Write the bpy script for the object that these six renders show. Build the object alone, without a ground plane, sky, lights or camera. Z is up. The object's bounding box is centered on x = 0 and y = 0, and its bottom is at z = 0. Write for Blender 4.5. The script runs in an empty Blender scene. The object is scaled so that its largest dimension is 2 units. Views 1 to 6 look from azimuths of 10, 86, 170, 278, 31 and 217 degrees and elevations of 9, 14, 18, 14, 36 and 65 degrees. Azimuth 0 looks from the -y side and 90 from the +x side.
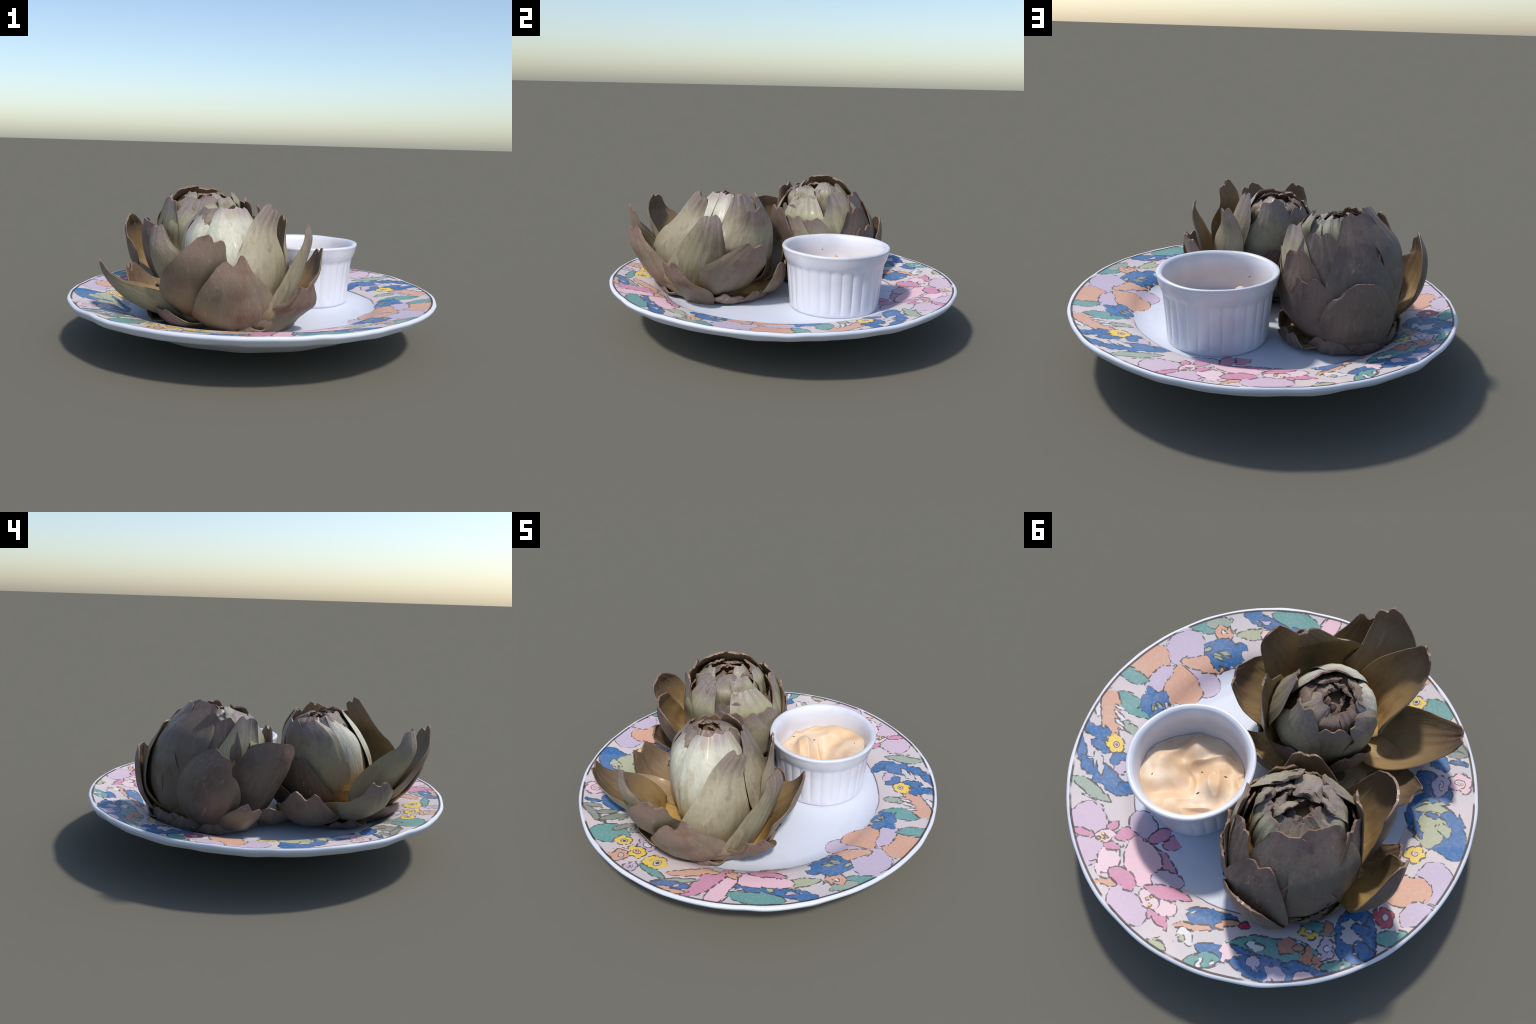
import bpy, math, random
import numpy as np
from mathutils import Vector, Matrix, noise

random.seed(7)
rng = np.random.default_rng(7)
COL = bpy.context.scene.collection


# ------------------------------------------------------------------ helpers
def lin(r, g, b):
    f = lambda c: c / 12.92 if c <= 0.04045 else ((c + 0.055) / 1.055) ** 2.4
    return (f(r / 255), f(g / 255), f(b / 255), 1.0)


def empty(name, loc, label, category):
    o = bpy.data.objects.new(name, None)
    o.location = loc
    o.empty_display_size = 0.05
    o["label"], o["category"] = label, category
    COL.objects.link(o)
    return o


def mesh_object(name, verts, faces, mats, face_mats=None, parent=None, smooth=True):
    """Make a mesh object; when it has a parent the vertices are world ones."""
    me = bpy.data.meshes.new(name)
    me.from_pydata([tuple(v) for v in verts], [], [tuple(f) for f in faces])
    for m in mats:
        me.materials.append(m)
    if face_mats is not None:
        me.polygons.foreach_set("material_index", np.asarray(face_mats, np.int32))
    me.polygons.foreach_set("use_smooth", [smooth] * len(me.polygons))
    me.update()
    o = bpy.data.objects.new(name, me)
    COL.objects.link(o)
    if parent is not None:
        o.parent = parent
        o.matrix_parent_inverse = Matrix.Translation(-Vector(parent.location))
    return o


def catmull(points, n):
    """n samples along a Catmull-Rom curve through the points, by chord length."""
    P = np.asarray(points, float)
    if P.ndim == 1:
        P = P[:, None]
    m = len(P)
    if m == 2:
        t = np.linspace(0, 1, n)[:, None]
        return P[0] * (1 - t) + P[1] * t
    E = np.vstack([2 * P[0] - P[1], P, 2 * P[-1] - P[-2]])
    d = np.maximum(np.linalg.norm(np.diff(P, axis=0), axis=1), 1e-6)
    knots = np.concatenate([[0], np.cumsum(d)])
    out = []
    for s in np.linspace(0, knots[-1], n):
        i = min(int(np.searchsorted(knots, s, side="right")) - 1, m - 2)
        t = (s - knots[i]) / d[i]
        a, b, c, e = E[i], E[i + 1], E[i + 2], E[i + 3]
        out.append(0.5 * (2 * b + (c - a) * t + (2 * a - 5 * b + 4 * c - e) * t * t + (3 * b - a - 3 * c + e) * t ** 3))
    return np.array(out)


def profile(values, t):
    """Smooth values spaced evenly over 0..1, read at t."""
    v = np.asarray(values, float)
    s = np.linspace(0, 1, len(v))
    f = np.clip(t, 0, 1) * (len(v) - 1)
    i = np.minimum(f.astype(int), len(v) - 2)
    u = f - i
    a, b, c, e = v[np.maximum(i - 1, 0)], v[i], v[i + 1], v[np.minimum(i + 2, len(v) - 1)]
    return 0.5 * (2 * b + (c - a) * u + (2 * a - 5 * b + 4 * c - e) * u * u + (3 * b - a - 3 * c + e) * u ** 3)


# ------------------------------------------------------------------ node helper
class Nodes:
    def __init__(self, name):
        self.mat = bpy.data.materials.new(name)
        self.mat.use_nodes = True
        self.t = self.mat.node_tree
        self.t.nodes.clear()
        self.out = self.t.nodes.new("ShaderNodeOutputMaterial")
        self.bsdf = self.t.nodes.new("ShaderNodeBsdfPrincipled")
        self.t.links.new(self.bsdf.outputs[0], self.out.inputs[0])

    def new(self, kind, **props):
        n = self.t.nodes.new(kind)
        for k, v in props.items():
            setattr(n, k, v)
        return n

    def put(self, socket, value):
        if isinstance(value, bpy.types.NodeSocket):
            self.t.links.new(value, socket)
        else:
            socket.default_value = value

    def math(self, op, a, b=0.0, c=0.0, clamp=False):
        n = self.new("ShaderNodeMath", operation=op, use_clamp=clamp)
        for i, v in enumerate((a, b, c)):
            self.put(n.inputs[i], v)
        return n.outputs[0]

    def vmath(self, op, a, b=(0, 0, 0)):
        n = self.new("ShaderNodeVectorMath", operation=op)
        self.put(n.inputs[0], a)
        self.put(n.inputs[1], b)
        return n.outputs["Value"] if op in ("LENGTH", "DISTANCE", "DOT_PRODUCT") else n.outputs[0]

    def mix(self, fac, a, b, blend="MIX"):
        n = self.new("ShaderNodeMix", data_type="RGBA", blend_type=blend)
        self.put(n.inputs[0], fac)
        self.put(n.inputs[6], a)
        self.put(n.inputs[7], b)
        return n.outputs[2]

    def coord(self, which="Object"):
        return self.new("ShaderNodeTexCoord").outputs[which]

    def mapping(self, vec, scale=(1, 1, 1), loc=(0, 0, 0)):
        n = self.new("ShaderNodeMapping")
        self.put(n.inputs[0], vec)
        self.put(n.inputs["Location"], loc)
        self.put(n.inputs["Scale"], scale)
        return n.outputs[0]

    def noise(self, vec, scale, detail=3.0, rough=0.5, colour=False):
        n = self.new("ShaderNodeTexNoise")
        self.put(n.inputs["Vector"], vec)
        self.put(n.inputs["Scale"], scale)
        self.put(n.inputs["Detail"], detail)
        self.put(n.inputs["Roughness"], rough)
        return n.outputs["Color" if colour else "Fac"]

    def smooth(self, v, lo, hi):
        n = self.new("ShaderNodeMapRange", interpolation_type="SMOOTHSTEP")
        self.put(n.inputs["Value"], v)
        n.inputs["From Min"].default_value = lo
        n.inputs["From Max"].default_value = hi
        return n.outputs[0]

    def bump(self, height, strength=0.3, dist=0.01):
        n = self.new("ShaderNodeBump")
        n.inputs["Strength"].default_value = strength
        n.inputs["Distance"].default_value = dist
        self.put(n.inputs["Height"], height)
        self.t.links.new(n.outputs[0], self.bsdf.inputs["Normal"])

    def finish(self, colour, rough=0.6, coat=0.0, spec=0.5, sss=0.0):
        self.put(self.bsdf.inputs["Base Color"], colour)
        self.put(self.bsdf.inputs["Roughness"], rough)
        self.bsdf.inputs["Coat Weight"].default_value = coat
        self.bsdf.inputs["Coat Roughness"].default_value = 0.15
        self.bsdf.inputs["Specular IOR Level"].default_value = spec
        if sss:
            self.bsdf.inputs["Subsurface Weight"].default_value = sss
            self.bsdf.inputs["Subsurface Radius"].default_value = (0.05, 0.03, 0.015)
            self.bsdf.inputs["Subsurface Scale"].default_value = 0.3
        return self.mat


# ------------------------------------------------------------------ materials of the bracts
def bract_material(name, base, mid, tip, blotch, fibre=0.5, rough=0.5, spread=(0.05, 0.4, 0.72, 0.98), var=0.12):
    """A cooked bract: local Z runs 0 at the base to 1 at the tip of each bract."""
    n = Nodes(name)
    co = n.coord()
    sep = n.new("ShaderNodeSeparateXYZ")
    n.put(sep.inputs[0], co)
    rnd = n.new("ShaderNodeObjectInfo").outputs["Random"]
    shift = n.new("ShaderNodeCombineXYZ")
    n.put(shift.inputs[0], n.math("MULTIPLY", rnd, 17.0))
    n.put(shift.inputs[1], n.math("MULTIPLY", rnd, 31.0))
    pos = n.vmath("ADD", co, shift.outputs[0])
    warp = n.noise(pos, 3.0, 2.0)
    z = n.math("ADD", sep.outputs[2], n.math("MULTIPLY", n.math("SUBTRACT", warp, 0.5), 0.28))
    c = n.mix(n.smooth(z, spread[0], spread[1]), base, mid)
    c = n.mix(n.smooth(z, spread[2], spread[3]), c, tip)
    # broad stains
    stain = n.smooth(n.noise(pos, 4.5, 4.0, 0.6), 0.5, 0.68)
    c = n.mix(n.math("MULTIPLY", stain, 0.55), c, blotch)
    # fibres along the length
    fib = n.noise(n.mapping(pos, (34, 34, 2.2)), 1.0, 4.0, 0.65)
    fine = n.noise(n.mapping(pos, (95, 95, 5.0)), 1.0, 2.0, 0.5)
    f = n.math("ADD", n.math("MULTIPLY", fib, 0.7), n.math("MULTIPLY", fine, 0.3))
    bright = n.math("ADD", 1.0 - fibre * 0.5, n.math("MULTIPLY", f, fibre))
    bright = n.math("MULTIPLY", bright, n.math("ADD", 1.0 - var / 2, n.math("MULTIPLY", rnd, var)))
    g = n.new("ShaderNodeCombineColor")
    for i in range(3):
        n.put(g.inputs[i], bright)
    c = n.mix(1.0, c, g.outputs[0], "MULTIPLY")
    # pale streaks and brown bruises
    streak = n.math("MULTIPLY", n.smooth(fib, 0.56, 0.74), n.smooth(n.noise(n.mapping(pos, (5, 5, 1.2), (3, 1, 7)), 1.0, 2.0), 0.45, 0.65))
    c = n.mix(n.math("MULTIPLY", streak, 0.38), c, lin(192, 188, 172))
    bruise = n.smooth(n.noise(n.mapping(pos, (7, 7, 2.6), (9, 4, 2)), 1.0, 4.0, 0.65), 0.56, 0.72)
    c = n.mix(n.math("MULTIPLY", bruise, 0.35), c, lin(86, 64, 50))
    n.bump(f, 0.5, 0.007)
    return n.finish(c, rough=rough, coat=0.04, spec=0.4)


M = {}
M["olive"] = bract_material("bract_olive", lin(156, 134, 88), lin(146, 136, 112), lin(126, 112, 106), lin(112, 98, 84))  # taken down slightly toward the shading baked into the target's leaves
M["brown"] = bract_material("bract_red_brown", lin(136, 118, 86), lin(124, 110, 92), lin(126, 106, 94), lin(112, 78, 68))  # darkened about a fifth so baked-in shade on the front leaves shows
M["pale"] = bract_material("bract_pale_heart", lin(168, 146, 102), lin(184, 182, 164), lin(148, 134, 132), lin(158, 146, 116), fibre=0.6, spread=(0.22, 0.56, 0.80, 1.0))
M["green"] = bract_material("bract_grey_green", lin(150, 130, 88), lin(148, 144, 116), lin(136, 124, 120), lin(122, 108, 88), spread=(0.2, 0.55, 0.72, 1.0))
M["dark"] = bract_material("bract_dark_purple_brown", lin(112, 98, 76), lin(106, 93, 82), lin(116, 95, 87), lin(84, 68, 64))
M["inner"] = bract_material("bract_inside", lin(186, 148, 82), lin(144, 118, 78), lin(104, 86, 70), lin(112, 88, 58), spread=(0.15, 0.5, 0.45, 0.95))  # greyed and dimmed: shadow inside the leaf hollows tinted into the colour
M["inner_pale"] = bract_material("bract_inside_pale", lin(184, 152, 98), lin(158, 132, 98), lin(138, 114, 94), lin(128, 98, 68), spread=(0.2, 0.55, 0.6, 0.95))
M["edge"] = bract_material("bract_cut_edge", lin(148, 126, 86), lin(126, 108, 86), lin(128, 102, 86), lin(98, 76, 62))
M["heart"] = bract_material("heart_flesh", lin(158, 130, 82), lin(140, 114, 76), lin(104, 84, 60), lin(112, 88, 60))


# ------------------------------------------------------------------ one bract
def bract(parent, spine, az, widths, cup=0.3, look="olive", inside="inner", notch=0.05, skew=0.0,
          thick=0.020, twist=0.0, seed=0, curl=0.0, rows=40, cols=25, lump=0.006, wrap=None, body=0.0, name="bract"):
    """A leathery scale: a spine from base to tip, half widths along it, and a curved section.
    az: the way its back faces, degrees from +x; cup: radius of the section (one value or several);
    notch: depth of the V in the trimmed end; skew: how much longer its left corner is than the right."""
    spine = np.asarray(spine, float)
    n_r, n_c = rows, cols
    S = catmull(spine, n_r * 3)
    seg = np.concatenate([[0], np.cumsum(np.linalg.norm(np.diff(S, axis=0), axis=1))])
    length = seg[-1]
    a = math.radians(az)
    L0 = np.array([-math.sin(a), math.cos(a), 0.0])
    r = random.Random(seed * 7919 + 13)
    ph = [r.uniform(0, 50) for _ in range(6)]
    cups = np.atleast_1d(np.asarray(cup, float))
    if len(cups) == 1:
        cups = np.repeat(cups, 2)
    tw = np.atleast_1d(np.asarray(twist, float))
    if len(tw) == 1:
        tw = np.array([0.0, tw[0]])

    def at(t):
        d = np.clip(t, 0, 1.06) * length
        i = min(int(np.searchsorted(seg, d, side="right")) - 1, len(S) - 2)
        u = (d - seg[i]) / (seg[i + 1] - seg[i])
        p = S[i] * (1 - u) + S[i + 1] * u
        T = S[min(i + 2, len(S) - 1)] - S[max(i - 1, 0)]
        T /= np.linalg.norm(T)
        L = L0 - T * (L0 @ T)
        L /= np.linalg.norm(L)
        N = np.cross(L, T)
        k = math.radians(float(profile(tw, np.array([t]))[0]))
        return p, T, L * math.cos(k) + N * math.sin(k), N * math.cos(k) - L * math.sin(k)

    outer, inner = [], []
    for i in range(n_r):
        for j in range(n_c):
            s = 2 * j / (n_c - 1) - 1
            t0 = (i / (n_r - 1)) ** 0.92
            end = 1 - notch * (1 - min(1, abs(s - 0.1 * math.sin(ph[0])) * 1.4)) + skew * s * 0.5
            end += 0.018 * noise.noise((s * 1.8 + ph[1], 3.1, ph[2])) + 0.005 * noise.noise((s * 5 + ph[1], 9.1, ph[2])) - 0.045 * abs(s) ** 4
            t = t0 * (1 + (end - 1) * t0 ** 3)
            p, T, L, N = at(t)
            tt = np.array([min(t, 1.0)])
            w = float(profile(widths, tt)[0])
            w *= 1 + 0.05 * noise.noise((t * 4 + ph[3], (1 if s > 0 else -1) * 2.0, ph[4]))
            R = max(float(profile(cups, tt)[0]), w / 2.6)
            if wrap is not None:
                c = wrap(p[2])
                R = max(math.hypot(p[0] - c[0], p[1] - c[1]) * 0.84, w / 1.9)
            th = s * w / R
            q = p + L * (R * math.sin(th)) - N * (R * (1 - math.cos(th)))
            nn = N * math.cos(th) + L * math.sin(th)
            # relief: dents, lengthwise ribs, edges that roll
            d = lump * noise.noise((q[0] * 6 + ph[5], q[1] * 6, q[2] * 6)) + lump * 0.4 * noise.noise((s * 6 + ph[0], t * 2.0, ph[1]))
            d += lump * 1.1 * (abs(noise.noise((s * 2.4 + ph[3], t * 1.3 + ph[4], 5.0))) - 0.22)
            d += 0.0008 * math.sin(s * 22 + ph[2]) * min(1.0, w / 0.15)
            d += curl * abs(s) ** 3 * t
            q = q + nn * d
            outer.append(q)
            h = thick * (0.30 + 0.70 * (1 - abs(s) ** 3)) * (1 - 0.45 * t) + body * (1 - s * s) * max(0.0, 1 - t * 1.15)
            inner.append(q - nn * h)
    n = n_r * n_c
    V = np.array(outer + inner)
    F, FM = [], []
    idx = lambda i, j, k: k * n + i * n_c + j
    for i in range(n_r - 1):
        for j in range(n_c - 1):
            F.append((idx(i, j, 0), idx(i, j + 1, 0), idx(i + 1, j + 1, 0), idx(i + 1, j, 0))); FM.append(0)
            F.append((idx(i, j, 1), idx(i + 1, j, 1), idx(i + 1, j + 1, 1), idx(i, j + 1, 1))); FM.append(1)
    for i in range(n_r - 1):
        F.append((idx(i, 0, 0), idx(i + 1, 0, 0), idx(i + 1, 0, 1), idx(i, 0, 1))); FM.append(2)
        e = n_c - 1
        F.append((idx(i, e, 0), idx(i, e, 1), idx(i + 1, e, 1), idx(i + 1, e, 0))); FM.append(2)
    for j in range(n_c - 1):
        F.append((idx(0, j, 0), idx(0, j, 1), idx(0, j + 1, 1), idx(0, j + 1, 0))); FM.append(2)
        e = n_r - 1
        F.append((idx(e, j, 0), idx(e, j + 1, 0), idx(e, j + 1, 1), idx(e, j, 1))); FM.append(2)
    # own frame: origin at the base, Z to the tip, unit length
    B, Tip = S[0], S[-1]
    Z = Tip - B
    ln = np.linalg.norm(Z)
    Z = Z / ln
    X = L0 - Z * (L0 @ Z)
    X /= np.linalg.norm(X)
    Y = np.cross(Z, X)
    Rm = np.stack([X, Y, Z], 1)
    local = (V - B) @ Rm / ln
    me = bpy.data.meshes.new(name)
    me.from_pydata([tuple(v) for v in local], [], F)
    for m in (M[look], M[inside], M["edge"]):
        me.materials.append(m)
    me.polygons.foreach_set("material_index", np.array(FM, np.int32))
    me.polygons.foreach_set("use_smooth", [True] * len(F))
    me.update()
    me.set_sharp_from_angle(angle=math.radians(55))
    o = bpy.data.objects.new(name, me)
    COL.objects.link(o)
    mw = Matrix([[*(Rm[k] * ln), B[k]] for k in range(3)] + [[0, 0, 0, 1]])
    o.parent = parent
    o.matrix_local = Matrix.Translation(-Vector(parent.location)) @ mw
    return o


# ------------------------------------------------------------------ surfaces of revolution
def lathe(prof, seg, warp=None, closed=True):
    prof = np.asarray(prof, float)
    V, F = [], []
    for i, (r, z) in enumerate(prof):
        for k in range(seg):
            a = 2 * math.pi * k / seg
            rr, zz = (r, z) if warp is None else warp(r, z, a, i)
            V.append((rr * math.cos(a), rr * math.sin(a), zz))
    m = len(prof)
    for i in range(m - 1):
        for k in range(seg):
            k2 = (k + 1) % seg
            F.append((i * seg + k, (i + 1) * seg + k, (i + 1) * seg + k2, i * seg + k2))
    F.append(tuple(range(seg)))
    F.append(tuple((m - 1) * seg + k for k in reversed(range(seg))))
    return V, F


def plate_z(r):
    """Height of the eating surface over its radius."""
    return float(np.interp(r, [0, 0.56, 0.62, 0.66, 0.69, 0.715, 0.745, 0.80, 0.86, 0.93, 0.975], [0.178, 0.178, 0.181, 0.190, 0.203, 0.219, 0.230, 0.240, 0.249, 0.260, 0.268]))


def well_shift(r, a):
    """The well is not quite in the middle: its slope starts later on -x than on +x."""
    w = max(0.0, 1 - abs(r - 0.69) / 0.16)
    return r + (0.032 * math.cos(a) - 0.020) * w


def tilt(x, y):
    """The plate came out of the kiln slightly warped: the rim rides higher to +x and to the back and front."""
    r = math.hypot(x, y)
    w = min(1.0, max(0.0, (r - 0.4) / 0.4))
    return (0.0089 * x + (0.002 * y if y > 0 else -0.0089 * y)) * w


# ------------------------------------------------------------------ the plate
# The painted border, motif by motif, in the order it was painted. Petals and leaves: colour, middle (x, y), heading
# in degrees, half length, half width, bluntness (low = blunt), taper, raggedness of the edge.
# Blossoms: colour, middle (x, y), kind of eye, radius, depth of the lobes.
MOTIFS = [
    ("lilac", 0.826, -0.293, -66, 0.100, 0.108, 0.40, 0.00, 0.0),
    ("peach", 0.922, -0.106, 47, 0.113, 0.107, 0.40, 0.00, 0.0),
    ("lilac", 0.786, -0.069, 100, 0.117, 0.070, 0.45, 0.30, 0.0),
    ("lilac", 0.675, -0.206, -169, 0.127, 0.067, 0.50, 0.30, 0.0),
    ("peach", 0.703, -0.121, 140, 0.108, 0.097, 0.70, 0.50, 0.0),
    ("peach", 0.699, -0.284, -138, 0.114, 0.045, 0.50, 0.20, 0.0),
    ("teal", 0.919, 0.014, -157, 0.084, 0.038, 0.70, 0.00, 0.0),
    ("teal", 0.810, 0.135, -174, 0.116, 0.054, 0.60, 0.00, 0.0),
    ("blue", 0.749, 0.052, 177, 0.074, 0.075, 0.50, 0.00, 1.0),
    ("sage", 0.716, 0.037, 176, 0.023, 0.010, 0.80, 0.00, 0.0),
    ("sage", 0.724, 0.072, 113, 0.029, 0.010, 0.80, 0.00, 0.0),
    ("white", 0.932, 0.249, 117, 0.059, 0.022, 0.60, 0.00, 0.0),
    ("peach", 0.858, 0.251, 134, 0.137, 0.050, 0.35, 0.00, 0.0),
    ("white", 0.845, 0.202, -162, 0.033, 0.010, 0.60, 0.00, 0.0),
    ("white", 0.811, 0.233, 179, 0.037, 0.010, 0.60, 0.00, 0.0),
    ("white", 0.784, 0.259, 177, 0.030, 0.010, 0.60, 0.00, 0.0),
    ("teal", 0.830, -0.445, -151, 0.097, 0.043, 0.80, 0.00, 0.0),
    ("sage", 0.788, -0.528, -138, 0.080, 0.033, 0.70, 0.00, 0.0),
    ("peach", 0.730, -0.486, 149, 0.057, 0.044, 0.50, 0.00, 0.0),
    ("white", 0.734, -0.503, 166, 0.017, 0.012, 0.60, 0.00, 0.0),
    ("blue", 0.657, -0.403, -143, 0.120, 0.072, 0.45, 0.00, 1.0),
    ("sage", 0.668, -0.368, -164, 0.031, 0.011, 0.80, 0.00, 0.0),
    ("sage", 0.643, -0.403, -153, 0.038, 0.011, 0.80, 0.00, 0.0),
    ("sage", 0.733, -0.358, -114, 0.027, 0.014, 0.80, 0.00, 0.0),
    ("khaki", 0.586, -0.603, 39, 0.129, 0.033, 0.80, 0.00, 0.0),
    ("khaki", 0.393, -0.734, 15, 0.080, 0.017, 0.70, 0.00, 0.0),
    ("blue", 0.522, -0.710, 17, 0.215, 0.040, 0.40, 0.00, 0.5),
    ("lilac", 0.595, -0.684, 19, 0.046, 0.014, 0.60, 0.00, 1.0),
    ("lilac", 0.380, -0.784, 44, 0.022, 0.012, 0.60, 0.00, 0.0),
    ("teal", 0.473, -0.802, 21, 0.136, 0.052, 0.80, 0.00, 0.0),
    ("khaki", 0.487, -0.708, -30, 0.033, 0.016, 0.70, 0.00, 0.0),
    ("pink", 0.416, -0.673, 17, 0.162, 0.055, 0.50, 0.00, 0.0),
    ("rose", 0.412, -0.603, 17, 0.105, 0.029, 0.80, 0.00, 0.0),
    ("peach", 0.428, -0.527, 41, 0.095, 0.010, 0.70, 0.00, 0.0),
    ("pink", 0.296, -0.802, -89, 0.144, 0.051, 0.50, 0.30, 0.0),
    ("rose", 0.206, -0.808, -101, 0.167, 0.045, 0.60, 0.20, 0.0),
    ("peach", 0.282, -0.700, -15, 0.040, 0.020, 0.50, 0.00, 0.0),
    ("peach", 0.112, -0.787, 40, 0.136, 0.028, 0.50, 0.00, 0.0),
    ("sage", 0.073, -0.896, 39, 0.123, 0.018, 0.70, 0.00, 0.0),
    ("blue", 0.074, -0.933, 28, 0.090, 0.030, 0.35, 0.00, 0.0),
    ("lilac", 0.105, -0.917, 61, 0.019, 0.009, 0.70, 0.00, 0.0),
    ("peach", 0.101, -0.960, 22, 0.075, 0.018, 0.50, 0.00, 0.0),
    ("teal", -0.411, -0.788, 33, 0.110, 0.081, 0.60, 0.00, 0.0),
    ("sage_darkened", -0.589, -0.716, -13, 0.104, 0.020, 0.70, 0.00, 0.0),
    ("sage_darkened", -0.641, -0.661, 25, 0.056, 0.022, 0.70, 0.00, 0.0),
    ("sage_darkened", -0.545, -0.656, 51, 0.058, 0.024, 0.70, 0.00, 0.0),
    ("sage_darkened", -0.488, -0.669, 57, 0.081, 0.026, 0.80, 0.00, 0.0),
    ("sage_darkened", -0.396, -0.684, 67, 0.081, 0.026, 0.80, 0.00, 0.0),
    ("sage_darkened", -0.333, -0.666, 83, 0.046, 0.022, 0.70, 0.00, 0.0),
    ("blue", -0.678, -0.623, 19, 0.041, 0.014, 0.60, 0.00, 0.0),
    ("blue", -0.578, -0.579, -5, 0.091, 0.034, 0.50, 0.00, 0.0),
    ("teal", -0.052, -0.898, -8, 0.079, 0.026, 0.70, 0.00, 0.0),
    ("lilac", -0.213, -0.743, "white", 0.047, 0.13),
    ("peach", -0.271, -0.890, "peach", 0.043, 0.13),
    ("lilac", -0.159, -0.929, "dark", 0.039, 0.13),
    ("yellow", -0.317, -0.791, "dark", 0.042, 0.13),
    ("yellow", -0.215, -0.823, "red", 0.044, 0.13),
    ("yellow", -0.084, -0.825, "dark", 0.056, 0.13),
    ("pink", -0.744, -0.543, "peach", 0.050, 0.13),
    ("blue", -0.651, -0.458, 169, 0.115, 0.055, 0.40, 0.00, 0.0),
    ("blue", -0.777, -0.287, 159, 0.190, 0.107, 0.45, 0.00, 0.0),
    ("khaki", -0.697, -0.355, -149, 0.081, 0.028, 0.70, 0.00, 0.0),
    ("khaki", -0.751, -0.266, 129, 0.093, 0.074, 0.60, 0.00, 1.0),
    ("khaki", -0.823, -0.286, 149, 0.050, 0.024, 0.70, 0.00, 1.0),
    ("blue", -0.709, -0.231, 131, 0.048, 0.014, 0.60, 0.00, 0.0),
    ("blue", -0.718, -0.325, -150, 0.039, 0.014, 0.60, 0.00, 0.0),
    ("lilac", -0.673, -0.479, "peach", 0.052, 0.13),
    ("yellow", -0.762, -0.114, "peach", 0.046, 0.13),
    ("lilac", -0.913, -0.033, -61, 0.100, 0.091, 0.45, 0.00, 0.0),
    ("peach", -0.834, 0.070, -147, 0.111, 0.080, 0.55, 0.00, 0.0),
    ("lilac", -0.935, 0.140, -128, 0.080, 0.053, 0.40, 0.00, 0.0),
    ("teal", -0.907, 0.296, -136, 0.085, 0.038, 0.65, 0.00, 0.0),
    ("blue", -0.764, 0.374, 129, 0.135, 0.092, 0.40, 0.00, 0.4),
    ("bone", -0.740, 0.366, 120, 0.091, 0.045, 0.50, 0.00, 2.0),
    ("blue", -0.734, 0.294, -145, 0.037, 0.030, 0.60, 0.00, 1.0),
    ("blue", -0.687, 0.340, -176, 0.024, 0.030, 0.60, 0.00, 0.0),
    ("blue", -0.778, 0.346, -157, 0.037, 0.028, 0.60, 0.00, 0.0),
    ("bone", -0.834, 0.431, 144, 0.045, 0.016, 0.50, 0.00, 0.0),
    ("blue", -0.845, 0.415, 157, 0.040, 0.036, 0.60, 0.00, 0.0),
    ("red", -0.818, 0.231, "white", 0.043, 0.13),
    ("lilac", -0.697, 0.511, "white", 0.043, 0.13),
    ("yellow", -0.595, 0.492, "white", 0.037, 0.13),
    ("teal", -0.617, 0.449, -167, 0.089, 0.033, 0.70, 0.00, 0.0),
    ("brick", -0.650, 0.438, -161, 0.026, 0.026, 0.50, 0.00, 1.0),
    ("teal", -0.514, 0.663, -147, 0.202, 0.067, 0.70, 0.00, 0.0),
    ("brick", -0.553, 0.609, -147, 0.039, 0.040, 0.50, 0.00, 1.0),
    ("brick", -0.601, 0.584, -150, 0.024, 0.016, 0.60, 0.00, 0.0),
    ("brick", -0.653, 0.603, -149, 0.030, 0.038, 0.50, 0.00, 1.0),
    ("brick", -0.705, 0.575, -161, 0.030, 0.020, 0.60, 0.00, 1.0),
    ("white", -0.443, 0.693, -152, 0.045, 0.018, 0.60, 0.00, 0.0),
    ("teal", -0.774, 0.539, -138, 0.068, 0.025, 0.70, 0.00, 0.0),
    ("blue", -0.402, 0.785, -159, 0.170, 0.044, 0.55, 0.00, 0.0),
    ("blue", -0.536, 0.752, -153, 0.149, 0.053, 0.50, 0.00, 0.0),
    ("pinkpale", -0.387, 0.796, -153, 0.039, 0.030, 0.50, 0.00, 1.5),
    ("lilac", -0.491, 0.749, 150, 0.032, 0.040, 0.45, 0.00, 1.0),
    ("lilac", -0.593, 0.730, -151, 0.040, 0.040, 0.50, 0.00, 2.0),
    ("blue", -0.701, 0.624, -151, 0.113, 0.021, 0.60, 0.00, 0.6),
    ("pinkpale", -0.703, 0.665, -146, 0.048, 0.030, 0.50, 0.00, 0.0),
    ("teal", -0.313, 0.878, -141, 0.082, 0.039, 0.80, 0.00, 0.0),
    ("white", -0.305, 0.898, -111, 0.024, 0.015, 0.50, 0.00, 0.0),
    ("white", -0.348, 0.862, -146, 0.022, 0.015, 0.60, 0.00, 1.0),
    ("blue", -0.210, 0.715, -147, 0.122, 0.042, 0.60, 0.00, 0.0),
    ("peach", -0.174, 0.795, -143, 0.091, 0.016, 0.50, 0.00, 0.0),
    ("peach", -0.284, 0.687, -137, 0.053, 0.018, 0.50, 0.00, 0.0),
    ("red", -0.348, 0.645, -139, 0.033, 0.022, 0.60, 0.00, 0.0),
    ("white", -0.181, 0.848, 169, 0.043, 0.034, 0.50, 0.00, 0.0),
    ("khaki", -0.162, 0.875, -156, 0.015, 0.018, 0.80, 0.00, 0.0),
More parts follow.
